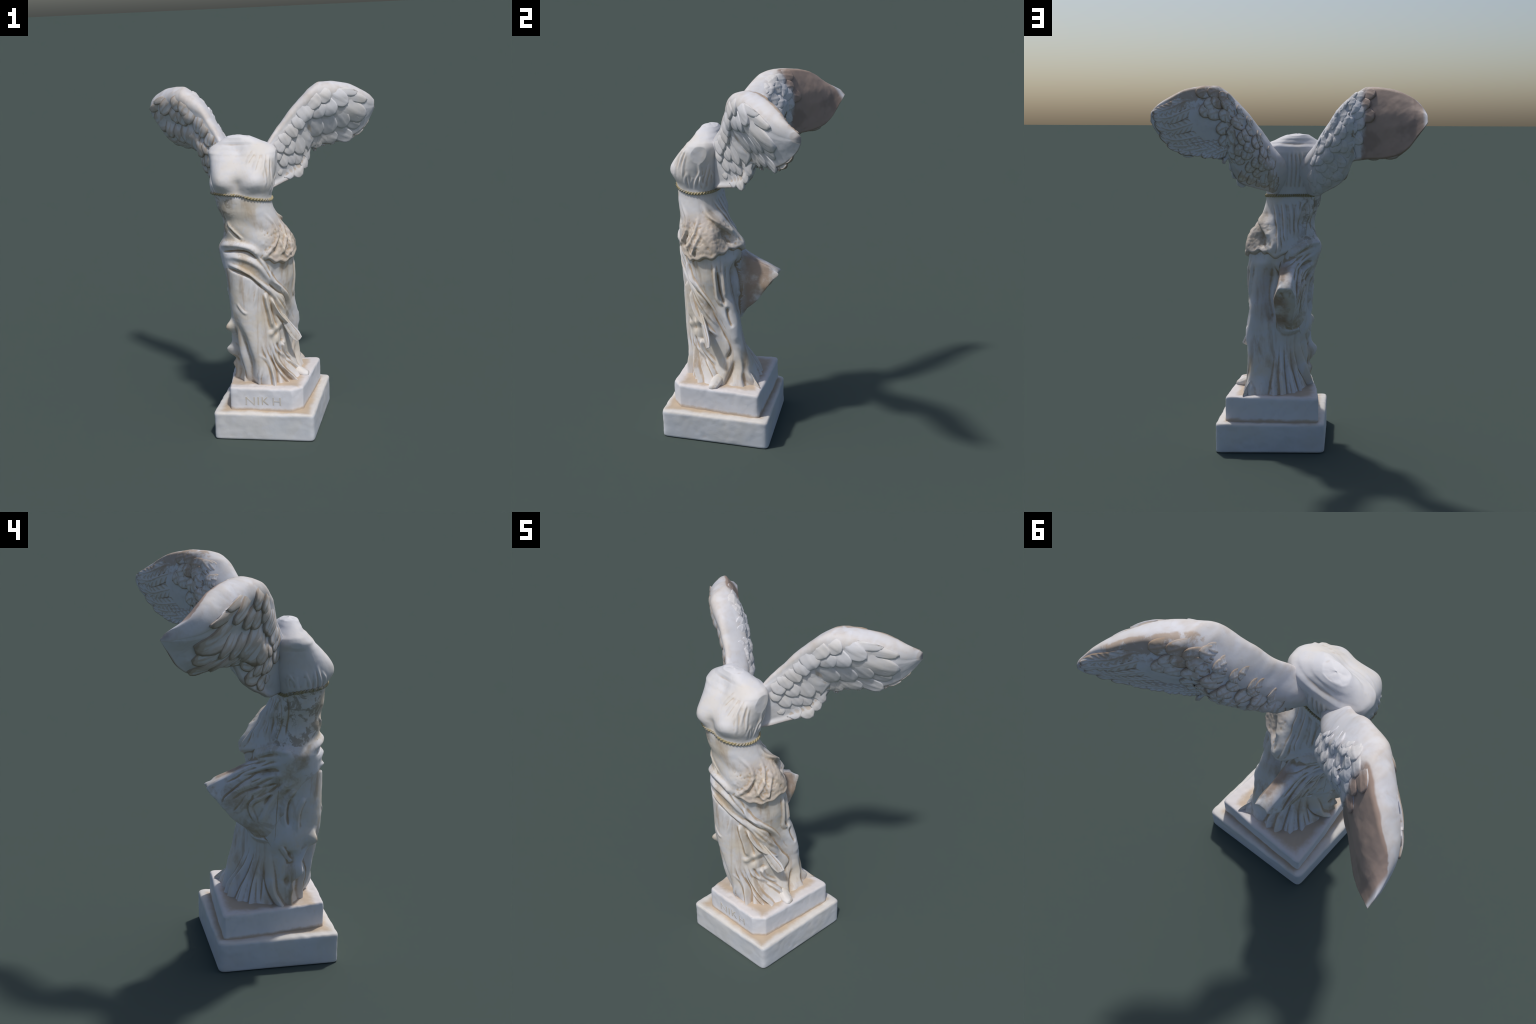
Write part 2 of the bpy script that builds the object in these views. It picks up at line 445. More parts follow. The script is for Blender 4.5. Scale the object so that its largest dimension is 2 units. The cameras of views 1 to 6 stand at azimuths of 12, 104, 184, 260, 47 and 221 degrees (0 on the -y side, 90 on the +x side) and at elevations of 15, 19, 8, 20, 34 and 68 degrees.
# mantle
fold([(202, 1.131), (238, 1.152), (260, 1.144), (274, 1.12), (284, 1.076)], 0.022, 0.022, 0.2)
fold([(216, 1.103), (242, 1.117), (262, 1.112), (278, 1.073)], 0.008, -0.014, 0.2)
fold([(217, 1.068), (242, 1.084), (264, 1.063), (280, 1.024), (293, 0.967), (313, 0.899), (334, 0.823), (352, 0.758)], 0.02, 0.015, 0.2)
fold([(224, 1.038), (246, 1.022), (262, 0.986), (275, 0.94), (292, 0.886), (311, 0.826), (327, 0.763), (350, 0.695)], 0.012, 0.014, 0.2)
fold([(225, 1.016), (244, 0.997), (262, 0.97), (273, 0.929), (283, 0.886)], 0.009, -0.012, 0.2)
fold([(273, 1.114), (287, 1.046), (303, 0.962), (323, 0.88), (338, 0.801)], 0.009, 0.009, 0.3)
fold([(302, 1.019), (306, 0.929), (332, 0.869), (2, 0.782), (25, 0.646), (34, 0.564)], 0.011, 0.011, 0.2)
fold([(288, 0.913), (322, 0.82), (354, 0.714), (20, 0.632), (31, 0.545)], 0.011, 0.011, 0.2)
fold([(294, 0.918), (316, 0.864), (347, 0.798), (11, 0.706)], 0.008, -0.009, 0.2)
fold([(184, 1.136), (159, 1.133), (135, 1.103), (109, 1.063)], 0.022, 0.025, 0.2)
fold([(157, 1.076), (128, 1.033), (107, 0.981)], 0.01, 0.011, 0.3)
fold([(171, 1.022), (140, 0.97), (116, 0.915), (110, 0.842)], 0.01, 0.012, 0.2)
fold([(179, 0.959), (157, 0.902), (130, 0.847), (135, 0.725)], 0.01, 0.012, 0.2)
fold([(151, 1.022), (121, 0.992), (106, 0.954)], 0.008, -0.01, 0.2)
fold([(170, 0.956), (126, 0.918), (113, 0.866)], 0.008, -0.01, 0.2)
fold([(92, 0.708), (107, 0.643), (139, 0.638), (149, 0.651)], 0.018, 0.02, 0.2)
fold([(170, 1.098), (132, 1.063), (98, 1.014), (101, 0.97)], 0.013, 0.012, 0.25)
fold([(171, 1.068), (137, 1.027), (115, 0.981), (107, 0.918)], 0.012, 0.013, 0.25)
fold([(179, 1.014), (157, 0.978), (139, 0.924), (133, 0.856)], 0.016, 0.011, 0.2)
fold([(187, 0.973), (168, 0.91), (154, 0.834), (140, 0.719)], 0.018, 0.016, 0.2)
fold([(172, 1.033), (149, 1.016), (131, 0.978)], 0.014, -0.014, 0.25)
fold([(178, 0.959), (158, 0.907), (143, 0.834)], 0.013, -0.014, 0.25)
fold([(195, 0.937), (184, 0.88), (181, 0.804), (185, 0.722)], 0.014, 0.014, 0.2)
fold([(208, 0.888), (201, 0.804), (202, 0.695)], 0.014, 0.012, 0.2)
fold([(190, 0.883), (187, 0.807), (190, 0.722)], 0.012, -0.012, 0.25)
fold([(165, 1.005), (131, 0.978), (117, 0.915), (109, 0.828)], 0.013, 0.012, 0.25)
fold([(157, 0.962), (131, 0.907), (122, 0.842), (113, 0.782)], 0.012, 0.011, 0.25)
fold([(135, 1.046), (116, 1.003), (107, 0.945)], 0.009, -0.01, 0.3)
fold([(130, 1), (116, 0.951), (109, 0.875)], 0.009, -0.01, 0.3)
fold([(78, 1.049), (92, 0.978), (91, 0.937)], 0.014, 0.012, 0.3)
fold([(89, 0.965), (89, 0.915), (89, 0.891)], 0.014, 0.013, 0.3)
fold([(86, 0.891), (85, 0.856), (87, 0.837)], 0.013, 0.012, 0.3)
fold([(77, 1.014), (90, 0.948), (90, 0.915)], 0.01, -0.01, 0.3)
fold([(88, 0.929), (86, 0.88), (87, 0.861)], 0.01, -0.01, 0.3)
fold([(77, 0.82), (85, 0.79), (86, 0.793)], 0.012, 0.01, 0.3)
fold([(98, 0.956), (104, 0.905), (104, 0.85)], 0.012, 0.01, 0.3)
fold([(92, 0.943), (91, 0.894), (97, 0.823)], 0.014, 0.01, 0.3)
# tunic
fold([(317, 1.338), (332, 1.267), (329, 1.204), (315, 1.144), (296, 1.093), (286, 1.068)], 0.012, 0.012, 0.3)
fold([(4, 1.28), (351, 1.21), (337, 1.131), (319, 1.06)], 0.011, 0.01, 0.3)
fold([(7, 1.234), (352, 1.147), (347, 1.098), (334, 1.049)], 0.011, 0.012, 0.3)
fold([(331, 1.193), (321, 1.128), (307, 1.084)], 0.011, -0.012, 0.3)
fold([(222, 1.289), (244, 1.221), (259, 1.177)], 0.01, 0.008, 0.3)
fold([(230, 1.25), (239, 1.215), (252, 1.18)], 0.01, -0.01, 0.3)
fold([(13, 1.351), (23, 1.283), (41, 1.223), (61, 1.174), (68, 1.125), (77, 1.076)], 0.015, 0.018, 0.25)
fold([(38, 1.201), (48, 1.147), (56, 1.103)], 0.02, -0.022, 0.3)
fold([(349, 1.259), (1, 1.196), (14, 1.139), (21, 1.087)], 0.015, 0.008, 0.3)
fold([(329, 1.171), (331, 1.101), (340, 1.052)], 0.008, 0.008, 0.2)
fold([(343, 1.191), (347, 1.12), (344, 1.06)], 0.008, 0.009, 0.2)
fold([(41, 1.37), (70, 1.25), (85, 1.147), (85, 1.073)], 0.01, 0.011, 0.2)
fold([(66, 1.37), (88, 1.25), (102, 1.131)], 0.01, 0.012, 0.2)
fold([(87, 1.368), (108, 1.253), (120, 1.169)], 0.01, 0.011, 0.2)
fold([(114, 1.37), (115, 1.283), (137, 1.166)], 0.01, 0.012, 0.2)
fold([(132, 1.373), (149, 1.25), (154, 1.158)], 0.01, 0.01, 0.2)
fold([(13, 1.3), (51, 1.218), (74, 1.155), (76, 1.079)], 0.018, 0.018, 0.2)
fold([(55, 1.278), (79, 1.199), (94, 1.093)], 0.018, -0.012, 0.3)
fold([(127, 1.381), (120, 1.289), (129, 1.158)], 0.01, 0.01, 0.2)
fold([(152, 1.398), (160, 1.313), (173, 1.185)], 0.009, -0.01, 0.2)
# skirt
fold([(254, 0.986), (247, 0.866)], 0.01, 0.004, 0.4)
fold([(266, 0.951), (259, 0.817)], 0.01, 0.004, 0.4)
fold([(275, 0.921), (265, 0.779)], 0.01, 0.005, 0.4)
fold([(287, 0.869), (289, 0.801), (294, 0.717), (298, 0.632)], 0.013, 0.025, 0.2)
fold([(300, 0.831), (311, 0.749), (331, 0.673), (13, 0.572)], 0.01, 0.0261, 0.2)
fold([(296, 0.796), (306, 0.698), (312, 0.63)], 0.011, -0.0174, 0.3)
fold([(323, 0.654), (328, 0.57), (325, 0.521)], 0.028, -0.02175, 0.3)
fold([(285, 0.608), (292, 0.529), (300, 0.439), (316, 0.363), (329, 0.316)], 0.011, 0.02175, 0.15)
fold([(296, 0.57), (305, 0.499), (334, 0.423), (356, 0.352)], 0.011, 0.0203, 0.15)
fold([(275, 0.591), (278, 0.507), (287, 0.423), (289, 0.314)], 0.011, 0.01885, 0.15)
fold([(265, 0.504), (279, 0.458), (288, 0.363)], 0.011, 0.01015, 0.3)
fold([(271, 0.425), (265, 0.346)], 0.01, 0.01015, 0.3)
fold([(278, 0.556), (283, 0.477), (295, 0.398), (296, 0.314)], 0.009, -0.0145, 0.2)
fold([(303, 0.553), (314, 0.477), (343, 0.398)], 0.009, -0.0116, 0.2)
fold([(248, 0.768), (239, 0.689), (244, 0.597), (248, 0.515), (251, 0.436), (249, 0.338)], 0.03, -0.028, 0.25)
fold([(240, 0.82), (249, 0.771), (257, 0.747)], 0.01, 0.006, 0.3)
fold([(18, 1.043), (19, 0.921), (20, 0.82), (29, 0.774)], 0.011, 0.01305, 0.2)
fold([(22, 0.984), (25, 0.872), (32, 0.777)], 0.011, -0.0174, 0.2)
fold([(32, 1.035), (32, 0.915), (32, 0.823)], 0.012, 0.0116, 0.2)
fold([(34, 0.777), (35, 0.711), (38, 0.654)], 0.012, -0.0116, 0.2)
fold([(19, 0.768), (31, 0.687), (39, 0.61), (41, 0.553)], 0.03, 0.0145, 0.3)
fold([(352, 0.79), (10, 0.708), (23, 0.627), (34, 0.551), (35, 0.485), (23, 0.425)], 0.017, -0.024, 0.2)
fold([(41, 0.548), (43, 0.431), (40, 0.352)], 0.02, 0.02175, 0.2)
fold([(47, 0.425), (50, 0.363), (56, 0.319)], 0.02, 0.029, 0.3)
fold([(40, 0.493), (36, 0.395), (16, 0.295)], 0.022, -0.025, 0.25)
fold([(300, 0.534), (305, 0.433), (326, 0.314)], 0.009, 0.0174, 0.15)
fold([(288, 0.54), (294, 0.423), (314, 0.311)], 0.008, 0.0145, 0.15)
fold([(322, 0.542), (331, 0.466), (359, 0.401)], 0.01, 0.0145, 0.2)
fold([(82, 1.054), (65, 0.959), (62, 0.858), (71, 0.758), (78, 0.67)], 0.03, -0.028, 0.2)
fold([(43, 1.041), (39, 0.866), (50, 0.698), (61, 0.531)], 0.03, 0.008, 0.3)
fold([(90, 0.61), (89, 0.493), (86, 0.368), (88, 0.33)], 0.013, 0.015, 0.1)
fold([(100, 0.608), (100, 0.463), (100, 0.308)], 0.012, 0.014, 0.1)
fold([(121, 0.586), (119, 0.433), (122, 0.3)], 0.012, 0.015, 0.1)
fold([(140, 0.567), (145, 0.45), (154, 0.305)], 0.012, 0.015, 0.1)
fold([(156, 0.594), (172, 0.469), (179, 0.36), (195, 0.289)], 0.013, 0.016, 0.1)
fold([(89, 0.521), (81, 0.368)], 0.018, -0.014, 0.2)
fold([(110, 0.575), (109, 0.436), (109, 0.308)], 0.009, -0.012, 0.1)
fold([(133, 0.57), (131, 0.428), (136, 0.303)], 0.009, -0.012, 0.1)
fold([(157, 0.531), (157, 0.417), (183, 0.297)], 0.009, -0.012, 0.1)
fold([(179, 0.627), (193, 0.567), (202, 0.529)], 0.013, 0.014, 0.2)
fold([(158, 0.621), (165, 0.48), (175, 0.382), (187, 0.322)], 0.018, 0.02, 0.1)
fold([(138, 0.575), (136, 0.442), (139, 0.344)], 0.016, 0.016, 0.1)
fold([(109, 0.51), (100, 0.412), (103, 0.314)], 0.016, 0.016, 0.1)
fold([(197, 0.608), (200, 0.502), (199, 0.39)], 0.028, -0.028, 0.2)
fold([(146, 0.551), (149, 0.45), (153, 0.349)], 0.012, -0.014, 0.1)
fold([(213, 0.6), (226, 0.474), (232, 0.365)], 0.014, 0.02, 0.15)

R = R0 + DISP
BODY = surface(R)
# broken arms end in flat stumps
zsel = smooth(1.50, 1.54, BODY[..., 2])
BODY[..., 0] = np.where(BODY[..., 0] > .192, .192 + (BODY[..., 0] - .192) * (1 - zsel * .9), BODY[..., 0])
BODY[..., 0] = np.where(BODY[..., 0] < -.190, -.190 + (BODY[..., 0] + .190) * (1 - zsel * .9), BODY[..., 0])
V = BODY.reshape(-1, 3)
F = grid_faces(NZ, NT, True)
N0 = vertex_normals(V, F)
rough = .0018 * noise3(V, 14, 3, 3) + .0004 * noise3(V, 45, 4, 2)
rough += smooth(1.58, 1.66, V[:, 2]) * .007 * noise3(V, 11, 8, 2)                    # chipped shoulders and neck
rough += smooth(.08, .16, V[:, 0]) * smooth(1.05, 1.1, V[:, 2]) * (1 - smooth(1.22, 1.28, V[:, 2])) * .004 * noise3(V, 40, 12, 2)
V = V + N0 * rough[:, None]
# close top and bottom with a fan of shrinking rings
def cap(ring, rise, steps, flip):
    ctr = ring.mean(0); vs = []
    for k in range(1, steps + 1):
        f = max(1 - k / steps, .004)
        p = ctr + (ring - ctr) * f; p[:, 2] = ring[:, 2] + rise * (1 - f * f); vs.append(p)
    return np.vstack(vs)
top = cap(V[-NT:].copy(), .008, 14, False)
top[:, 2] += .004 * noise3(top, 30, 9, 2)
V2 = np.vstack([V, top]); nr = NZ + 14
F2 = grid_faces(nr, NT, True)
N2 = vertex_normals(V2, F2)
FC = V2[F2].mean(1)
ang = np.degrees(np.arctan2(FC[:, 1] + .18, FC[:, 0] - .06)) % 360


def split(name, mask, mat, parent):
    """one region of the body as its own object, border vertices and normals kept"""
    f = F2[mask]; used = np.unique(f); inv = np.full(len(V2), -1); inv[used] = np.arange(len(used))
    me = bpy.data.meshes.new(name)
    me.from_pydata([tuple(v) for v in V2[used].tolist()], [], [tuple(q) for q in inv[f].tolist()])
    me.update(); me.shade_smooth(); me.materials.append(mat)
    me.normals_split_custom_set_from_vertices([tuple(n) for n in N2[used].tolist()])
    return add(name, me, parent)


CORD = [(22, 1.396), (65, 1.399), (110, 1.402), (147, 1.401), (162, 1.419), (185, 1.433), (213, 1.441), (237, 1.441), (272, 1.436), (301, 1.416), (328, 1.402), (356, 1.392)]
body_angle = np.tile(np.arange(NT), nr - 1)
cord_z = around(CORD)[0][body_angle]
is_torso = FC[:, 2] >= cord_z
is_tunic = ~is_torso & (FC[:, 2] >= hem_z[0][body_angle])
split("torso", is_torso, MAT_TORSO, root)
# the mantle: from the back round the hip, then slanting down across the thighs
M_TOP = [(95, 1.06), (106, 1.10), (130, 1.125), (160, 1.15), (205, 1.158), (238, 1.172), (260, 1.160), (272, 1.140), (285, 1.092), (300, 1.0), (318, .92), (340, .84), (359, .77)]
M_LOW = [(95, .66), (106, .650), (130, .645), (150, .66), (180, .80), (205, .97), (230, 1.015), (245, .99), (261, .962), (273, .922), (292, .868), (313, .80), (331, .745), (353, .68), (359, .66)]
m_top, m_low = around(M_TOP)[0][body_angle], around(M_LOW)[0][body_angle]
d_body = np.degrees(th)[body_angle]
is_tail = np.zeros(len(FC), bool); is_tail[:(NZ - 1) * NT] = lift_tail[:-1].ravel() > .006
is_tail &= d_body < 125
is_mantle = ((d_body > 97) & (FC[:, 2] < m_top) & (FC[:, 2] > m_low)) | is_tail
is_tunic &= ~is_mantle
split("tunic", is_tunic, MAT_TUNIC, root)
split("mantle", is_mantle, MAT_MANTLE, root)
split("skirt", ~is_torso & ~is_tunic & ~is_mantle, MAT_SKIRT, root)

# twisted cord under the breasts
def rope(name, P, r, twists, mat, parent, ns=20):
    n = len(P); T = np.roll(P, -1, 0) - np.roll(P, 1, 0); T /= np.linalg.norm(T, axis=1, keepdims=True)
    up = np.array([0, 0, 1.0]); S = np.cross(T, up); S /= np.linalg.norm(S, axis=1, keepdims=True); U = np.cross(S, T)
    a = np.linspace(0, 2 * np.pi, ns, endpoint=False); k = np.arange(n)[:, None] / n * 2 * np.pi * twists
    rad = r * (1 + .28 * np.cos(2 * (a[None] - k)))
    V = P[:, None] + S[:, None] * (rad * np.cos(a))[..., None] + U[:, None] * (rad * np.sin(a))[..., None]
    F = grid_faces(n + 1, ns, True) % (n * ns)
    return add(name, make_mesh(name, V.reshape(-1, 3), F, mat, flip=True), parent)


cz = around(CORD)[0]
ci = np.clip(np.searchsorted(zs, cz), 0, NZ - 1)
cord_path = BODY[ci, np.arange(NT)].copy(); cord_path[:, 2] = cz
for _ in range(6): cord_path = .5 * cord_path + .25 * (np.roll(cord_path, 1, 0) + np.roll(cord_path, -1, 0))
cord_path = curve(np.vstack([cord_path, cord_path[:1]]), 1201)[:-1]
rope("cord", cord_path, .0075, 30, MAT_CORD, root)

# ------------------------------------------------------------------ plinth
def block(name, corners, z0, z1, bevel, parent, seed, mat, nz=18, ns=60, taper=0.0):
    """a roughly cut stone block on four floor corners"""
    C = np.asarray(corners, float); ctr = C.mean(0)
    n = len(C); edge = []
    for k in range(n):
        a, b = C[k], C[(k + 1) % n]
        for t in np.linspace(0, 1, ns, endpoint=False):
            edge.append(a * (1 - t) + b * t)
    E_ = np.array(edge)
    # rounded vertical corners
    for _ in range(int(bevel * 500)):
        E_ = .5 * E_ + .25 * (np.roll(E_, 1, 0) + np.roll(E_, -1, 0))
    rows = []
    def ring(z, inset):
        d = E_ - ctr; l = np.linalg.norm(d, axis=1, keepdims=True)
        p = ctr + d * (1 - inset / l); return np.column_stack([p, np.full(len(p), z)])
    for k in range(5): rows.append(ring(z0, .25 - .05 * k) if k < 4 else ring(z0, bevel * .3))
    for t in np.linspace(0, 1, nz): rows.append(ring(z0 + bevel * .3 + (z1 - z0 - bevel * 1.3) * t, taper * t))
    for a in np.linspace(.2, 1, 5) * np.pi / 2:
        rows.append(ring(z1 - bevel + bevel * math.sin(a), taper + bevel * (1 - math.cos(a))))
    for k in range(1, 24):
        d = E_ - ctr; f = 1 - k / 23.5; p = ctr + d * (1 - (taper + bevel) / .3) * f
        rows.append(np.column_stack([p, np.full(len(p), z1)]))
    V = np.vstack(rows); F = grid_faces(len(rows), len(E_), True)
    N_ = vertex_normals(V, F)
    amp = .0045 * noise3(V, 9, seed, 3) + .0015 * noise3(V, 30, seed + 1, 2)
    amp += smooth(.035, .0, z1 - V[:, 2]) * .0045 * noise3(V, 21, seed + 2, 3)        # worn upper arris
    amp *= smooth(z0 - .001, z0 + .03, V[:, 2])
    V = V + N_ * amp[:, None]
    me = make_mesh(name, V, F, mat)
    return add(name, me, parent)


plinth = bpy.data.objects.new("plinth", None); bpy.context.scene.collection.objects.link(plinth); plinth.parent = root
block("base_slab", [(-.195, -.451), (.391, -.430), (.410, .198), (-.190, .160)], 0, .163, .016, plinth, 21, MAT_SLAB)
pedestal = block("pedestal_block", [(-.103, -.392), (.262, -.391), (.322, -.335), (.364, .138), (-.157, .131), (-.140, -.10)], .15, .302, .016, plinth, 23, MAT_PEDESTAL)

# faint letters on the front of the pedestal, laid onto the uneven stone
from mathutils.bvhtree import BVHTree
def letters(word, places, height):
    pm = pedestal.data
    tree = BVHTree.FromPolygons([v.co for v in pm.vertices], [tuple(p.vertices) for p in pm.polygons])
    for ch, (x, z, width) in zip(word, places):
        cu = bpy.data.curves.new("letter", "FONT"); cu.body = ch; cu.size = 1; cu.extrude = .01
        tmp = bpy.data.objects.new("letter", cu); bpy.context.scene.collection.objects.link(tmp)
        bpy.context.view_layer.update()
        me = bpy.data.meshes.new_from_object(tmp.evaluated_get(bpy.context.evaluated_depsgraph_get()))
        bpy.data.objects.remove(tmp); bpy.data.curves.remove(cu)
        co = np.array([v.co[:] for v in me.vertices]); lo, hi = co.min(0), co.max(0)
        for v, p in zip(me.vertices, co):
            px = x + (p[0] - lo[0]) / (hi[0] - lo[0]) * width; pz = z + (p[1] - lo[1]) / (hi[1] - lo[1]) * height
            hit = tree.ray_cast(Vector((px, -1, pz)), Vector((0, 1, 0)))[0]
            v.co = (px, hit.y + (-.0012 if p[2] > 0 else .006), pz)
        me.materials.clear(); me.materials.append(MAT_LETTER)
        add("letter", me, pedestal)


letters("NIKH", ((-.011, .198, .056), (.060, .199, .009), (.085, .200, .040), (.149, .199, .048)), .049)

# ------------------------------------------------------------------ wings
LEAD = {
    1: [(0.02, -0.225, 1.595), (0.08, -0.175, 1.640), (0.12, -0.165, 1.680), (0.15, -0.142, 1.730), (0.2, -0.090, 1.797), (0.24, -0.066, 1.853), (0.3, -0.030, 1.919), (0.35, -0.008, 1.963),
        (0.4, 0.028, 1.992), (0.45, 0.066, 1.991), (0.5, 0.102, 1.981), (0.55, 0.152, 1.967), (0.6, 0.216, 1.941),
        (0.65, 0.288, 1.908), (0.675, 0.345, 1.883), (0.69, 0.400, 1.859)],
    -1: [(0.02, -0.225, 1.595), (0.08, -0.175, 1.645), (0.12, -0.170, 1.690), (0.15, -0.150, 1.742), (0.2, -0.115, 1.817), (0.24, -0.100, 1.880), (0.3, -0.073, 1.933), (0.35, -0.055, 1.959),
         (0.4, -0.028, 1.980), (0.45, 0.014, 1.980), (0.5, 0.058, 1.969), (0.55, 0.102, 1.953), (0.6, 0.154, 1.930),
         (0.65, 0.218, 1.901), (0.675, 0.275, 1.873), (0.691, 0.360, 1.843)],
}
TRAIL = {
    1: [(.02, -.260, 1.430), (.10, -.150, 1.412), (.15, -.118, 1.428), (.20, -.046, 1.446), (.28, .050, 1.482), (.32, .095, 1.545),
        (.342, .145, 1.615), (.40, .190, 1.632), (.45, .224, 1.641), (.50, .260, 1.650), (.55, .292, 1.660),
        (.60, .330, 1.680), (.65, .390, 1.728), (.675, .430, 1.775), (.690, .446, 1.812)],
    -1: [(.02, -.260, 1.430), (.12, -.105, 1.402), (.20, -.046, 1.440), (.26, .007, 1.478), (.30, .056, 1.528), (.33, .098, 1.605),
         (.40, .184, 1.620), (.45, .222, 1.622), (.50, .268, 1.629), (.55, .316, 1.643),
         (.60, .360, 1.680), (.65, .400, 1.750), (.675, .420, 1.785), (.691, .432, 1.812)],
}


class Wing:
    def __init__(w, side):
        w.side = side
        w.lead = np.array(LEAD[side]); w.trail = np.array(TRAIL[side])

    def frame(w, x):
        """bone centre, trailing edge and bone radius at span stations |x|"""
        x = np.asarray(x, float)
        r = spline([.02, .16, .35, .5, .62, .67, .691], [.050, .052, .056, .050, .042, .032, .018], x)
        ly, lz = (spline(w.lead[:, 0], w.lead[:, i], x) for i in (1, 2))
        ty, tz = (spline(w.trail[:, 0], w.trail[:, i], x) for i in (1, 2))
        C = np.stack([w.side * x, ly + r, lz - r], -1); T = np.stack([w.side * x, ty, tz], -1)
        return C, T, r

    def point(w, x, q, face):
        """face +1 = front (towards -y), -1 = back; q = 0 at the bone, 1 at the trailing edge, q < 0 round the bone"""
        x = np.asarray(x, float); q = np.asarray(q, float)
        C, T, r = w.frame(x)
        d = T - C; Lc = np.maximum(np.linalg.norm(d, axis=-1), 1e-6); a = d / Lc[..., None]
        n = np.stack([np.zeros_like(x), -np.abs(a[..., 2]), a[..., 1] * np.sign(-a[..., 2]) * -1], -1)
        n = np.stack([np.zeros_like(x), a[..., 2], -a[..., 1]], -1)          # perpendicular in the y-z plane
        n = np.where((n[..., 1] > 0)[..., None], -n, n)                       # towards the front
        dist = np.clip(q, 0, 1.25) * Lc
        qq = np.clip(q, 0, 1); fat = np.minimum(1, Lc / .22)
        low = -.010 if w.side > 0 else .026                                    # the two wings differ in fullness
        hf = spline([0, .12, .3, .5, .75, 1], [1, 1.0, .95, .82, .52, .12], qq) * (r + (.012 * fat) * smooth(0, .25, qq))
        hf = hf + low * fat * smooth(.3, .6, qq) * (1 - smooth(.8, 1, qq)) * smooth(.14, .30, x) * (1 - smooth(.56, .65, x))
        rb = r + .060 * fat * smooth(.03, .14, x) * (1 - .12 * smooth(.3, .42, x)) * (1 - .6 * smooth(.55, .68, x))   # thick back of the wing
        hb = spline([0, .15, .35, .55, .8, 1], [1, 1.03, 1.0, .82, .42, .08], qq) * rb
        inner = fat * smooth(.07, .15, x) * (1 - smooth(.27, .37, x)) * smooth(.05, .3, qq) * (1 - smooth(.85, 1, qq))
        hf = hf - .022 * inner; hb = hb + .028 * inner
        h = np.where(face > 0, hf, hb)
        phi = np.clip(-q * Lc / r, 0, np.pi / 2)                             # round the leading edge
        nose = np.where(face > 0, r, rb)
        along = np.where(q < 0, -r * np.sin(phi), dist); h = np.where(q < 0, nose * np.cos(phi), h)
        camber = 0 * qq
        return C + a * along[..., None] + n * (face * h + camber)[..., None]

    def blade_mesh(w, name, mat):
        nx, nq = 200, 64
        xs = np.linspace(.025, .6905, nx)
        q = np.concatenate([np.linspace(1, 0, nq), np.linspace(-.1, -1, 10)])
        X, Q = np.meshgrid(xs, q, indexing="ij")
        C, T, r = w.frame(xs); reach = r * np.pi / 2 / np.linalg.norm(T - C, axis=-1)
        Q = np.where(Q < 0, Q * reach[:, None], Q)
        front = w.point(X, Q, 1); back = w.point(X, Q[:, ::-1], -1)[:, 1:]
        G = np.concatenate([front, back], 1)
        nc = G.shape[1]; V = G.reshape(-1, 3); F = grid_faces(nx, nc, True)
        N_ = vertex_normals(V, F)
        V = V + N_ * (.003 * noise3(V, 16, 30 + w.side, 3))[:, None]
        ends = [tuple(range(nc))[::-1], tuple(range((nx - 1) * nc, nx * nc))]
        if w.side > 0: F = F[:, ::-1]; ends = [e[::-1] for e in ends]
        return make_mesh(name, V, F[:, ::-1], mat, [e[::-1] for e in ends])


wings = {}
for side in (1, -1):
    w = Wing(side); wings[side] = w
    w.obj = add("wing", w.blade_mesh("wing", MAT_WING), root)

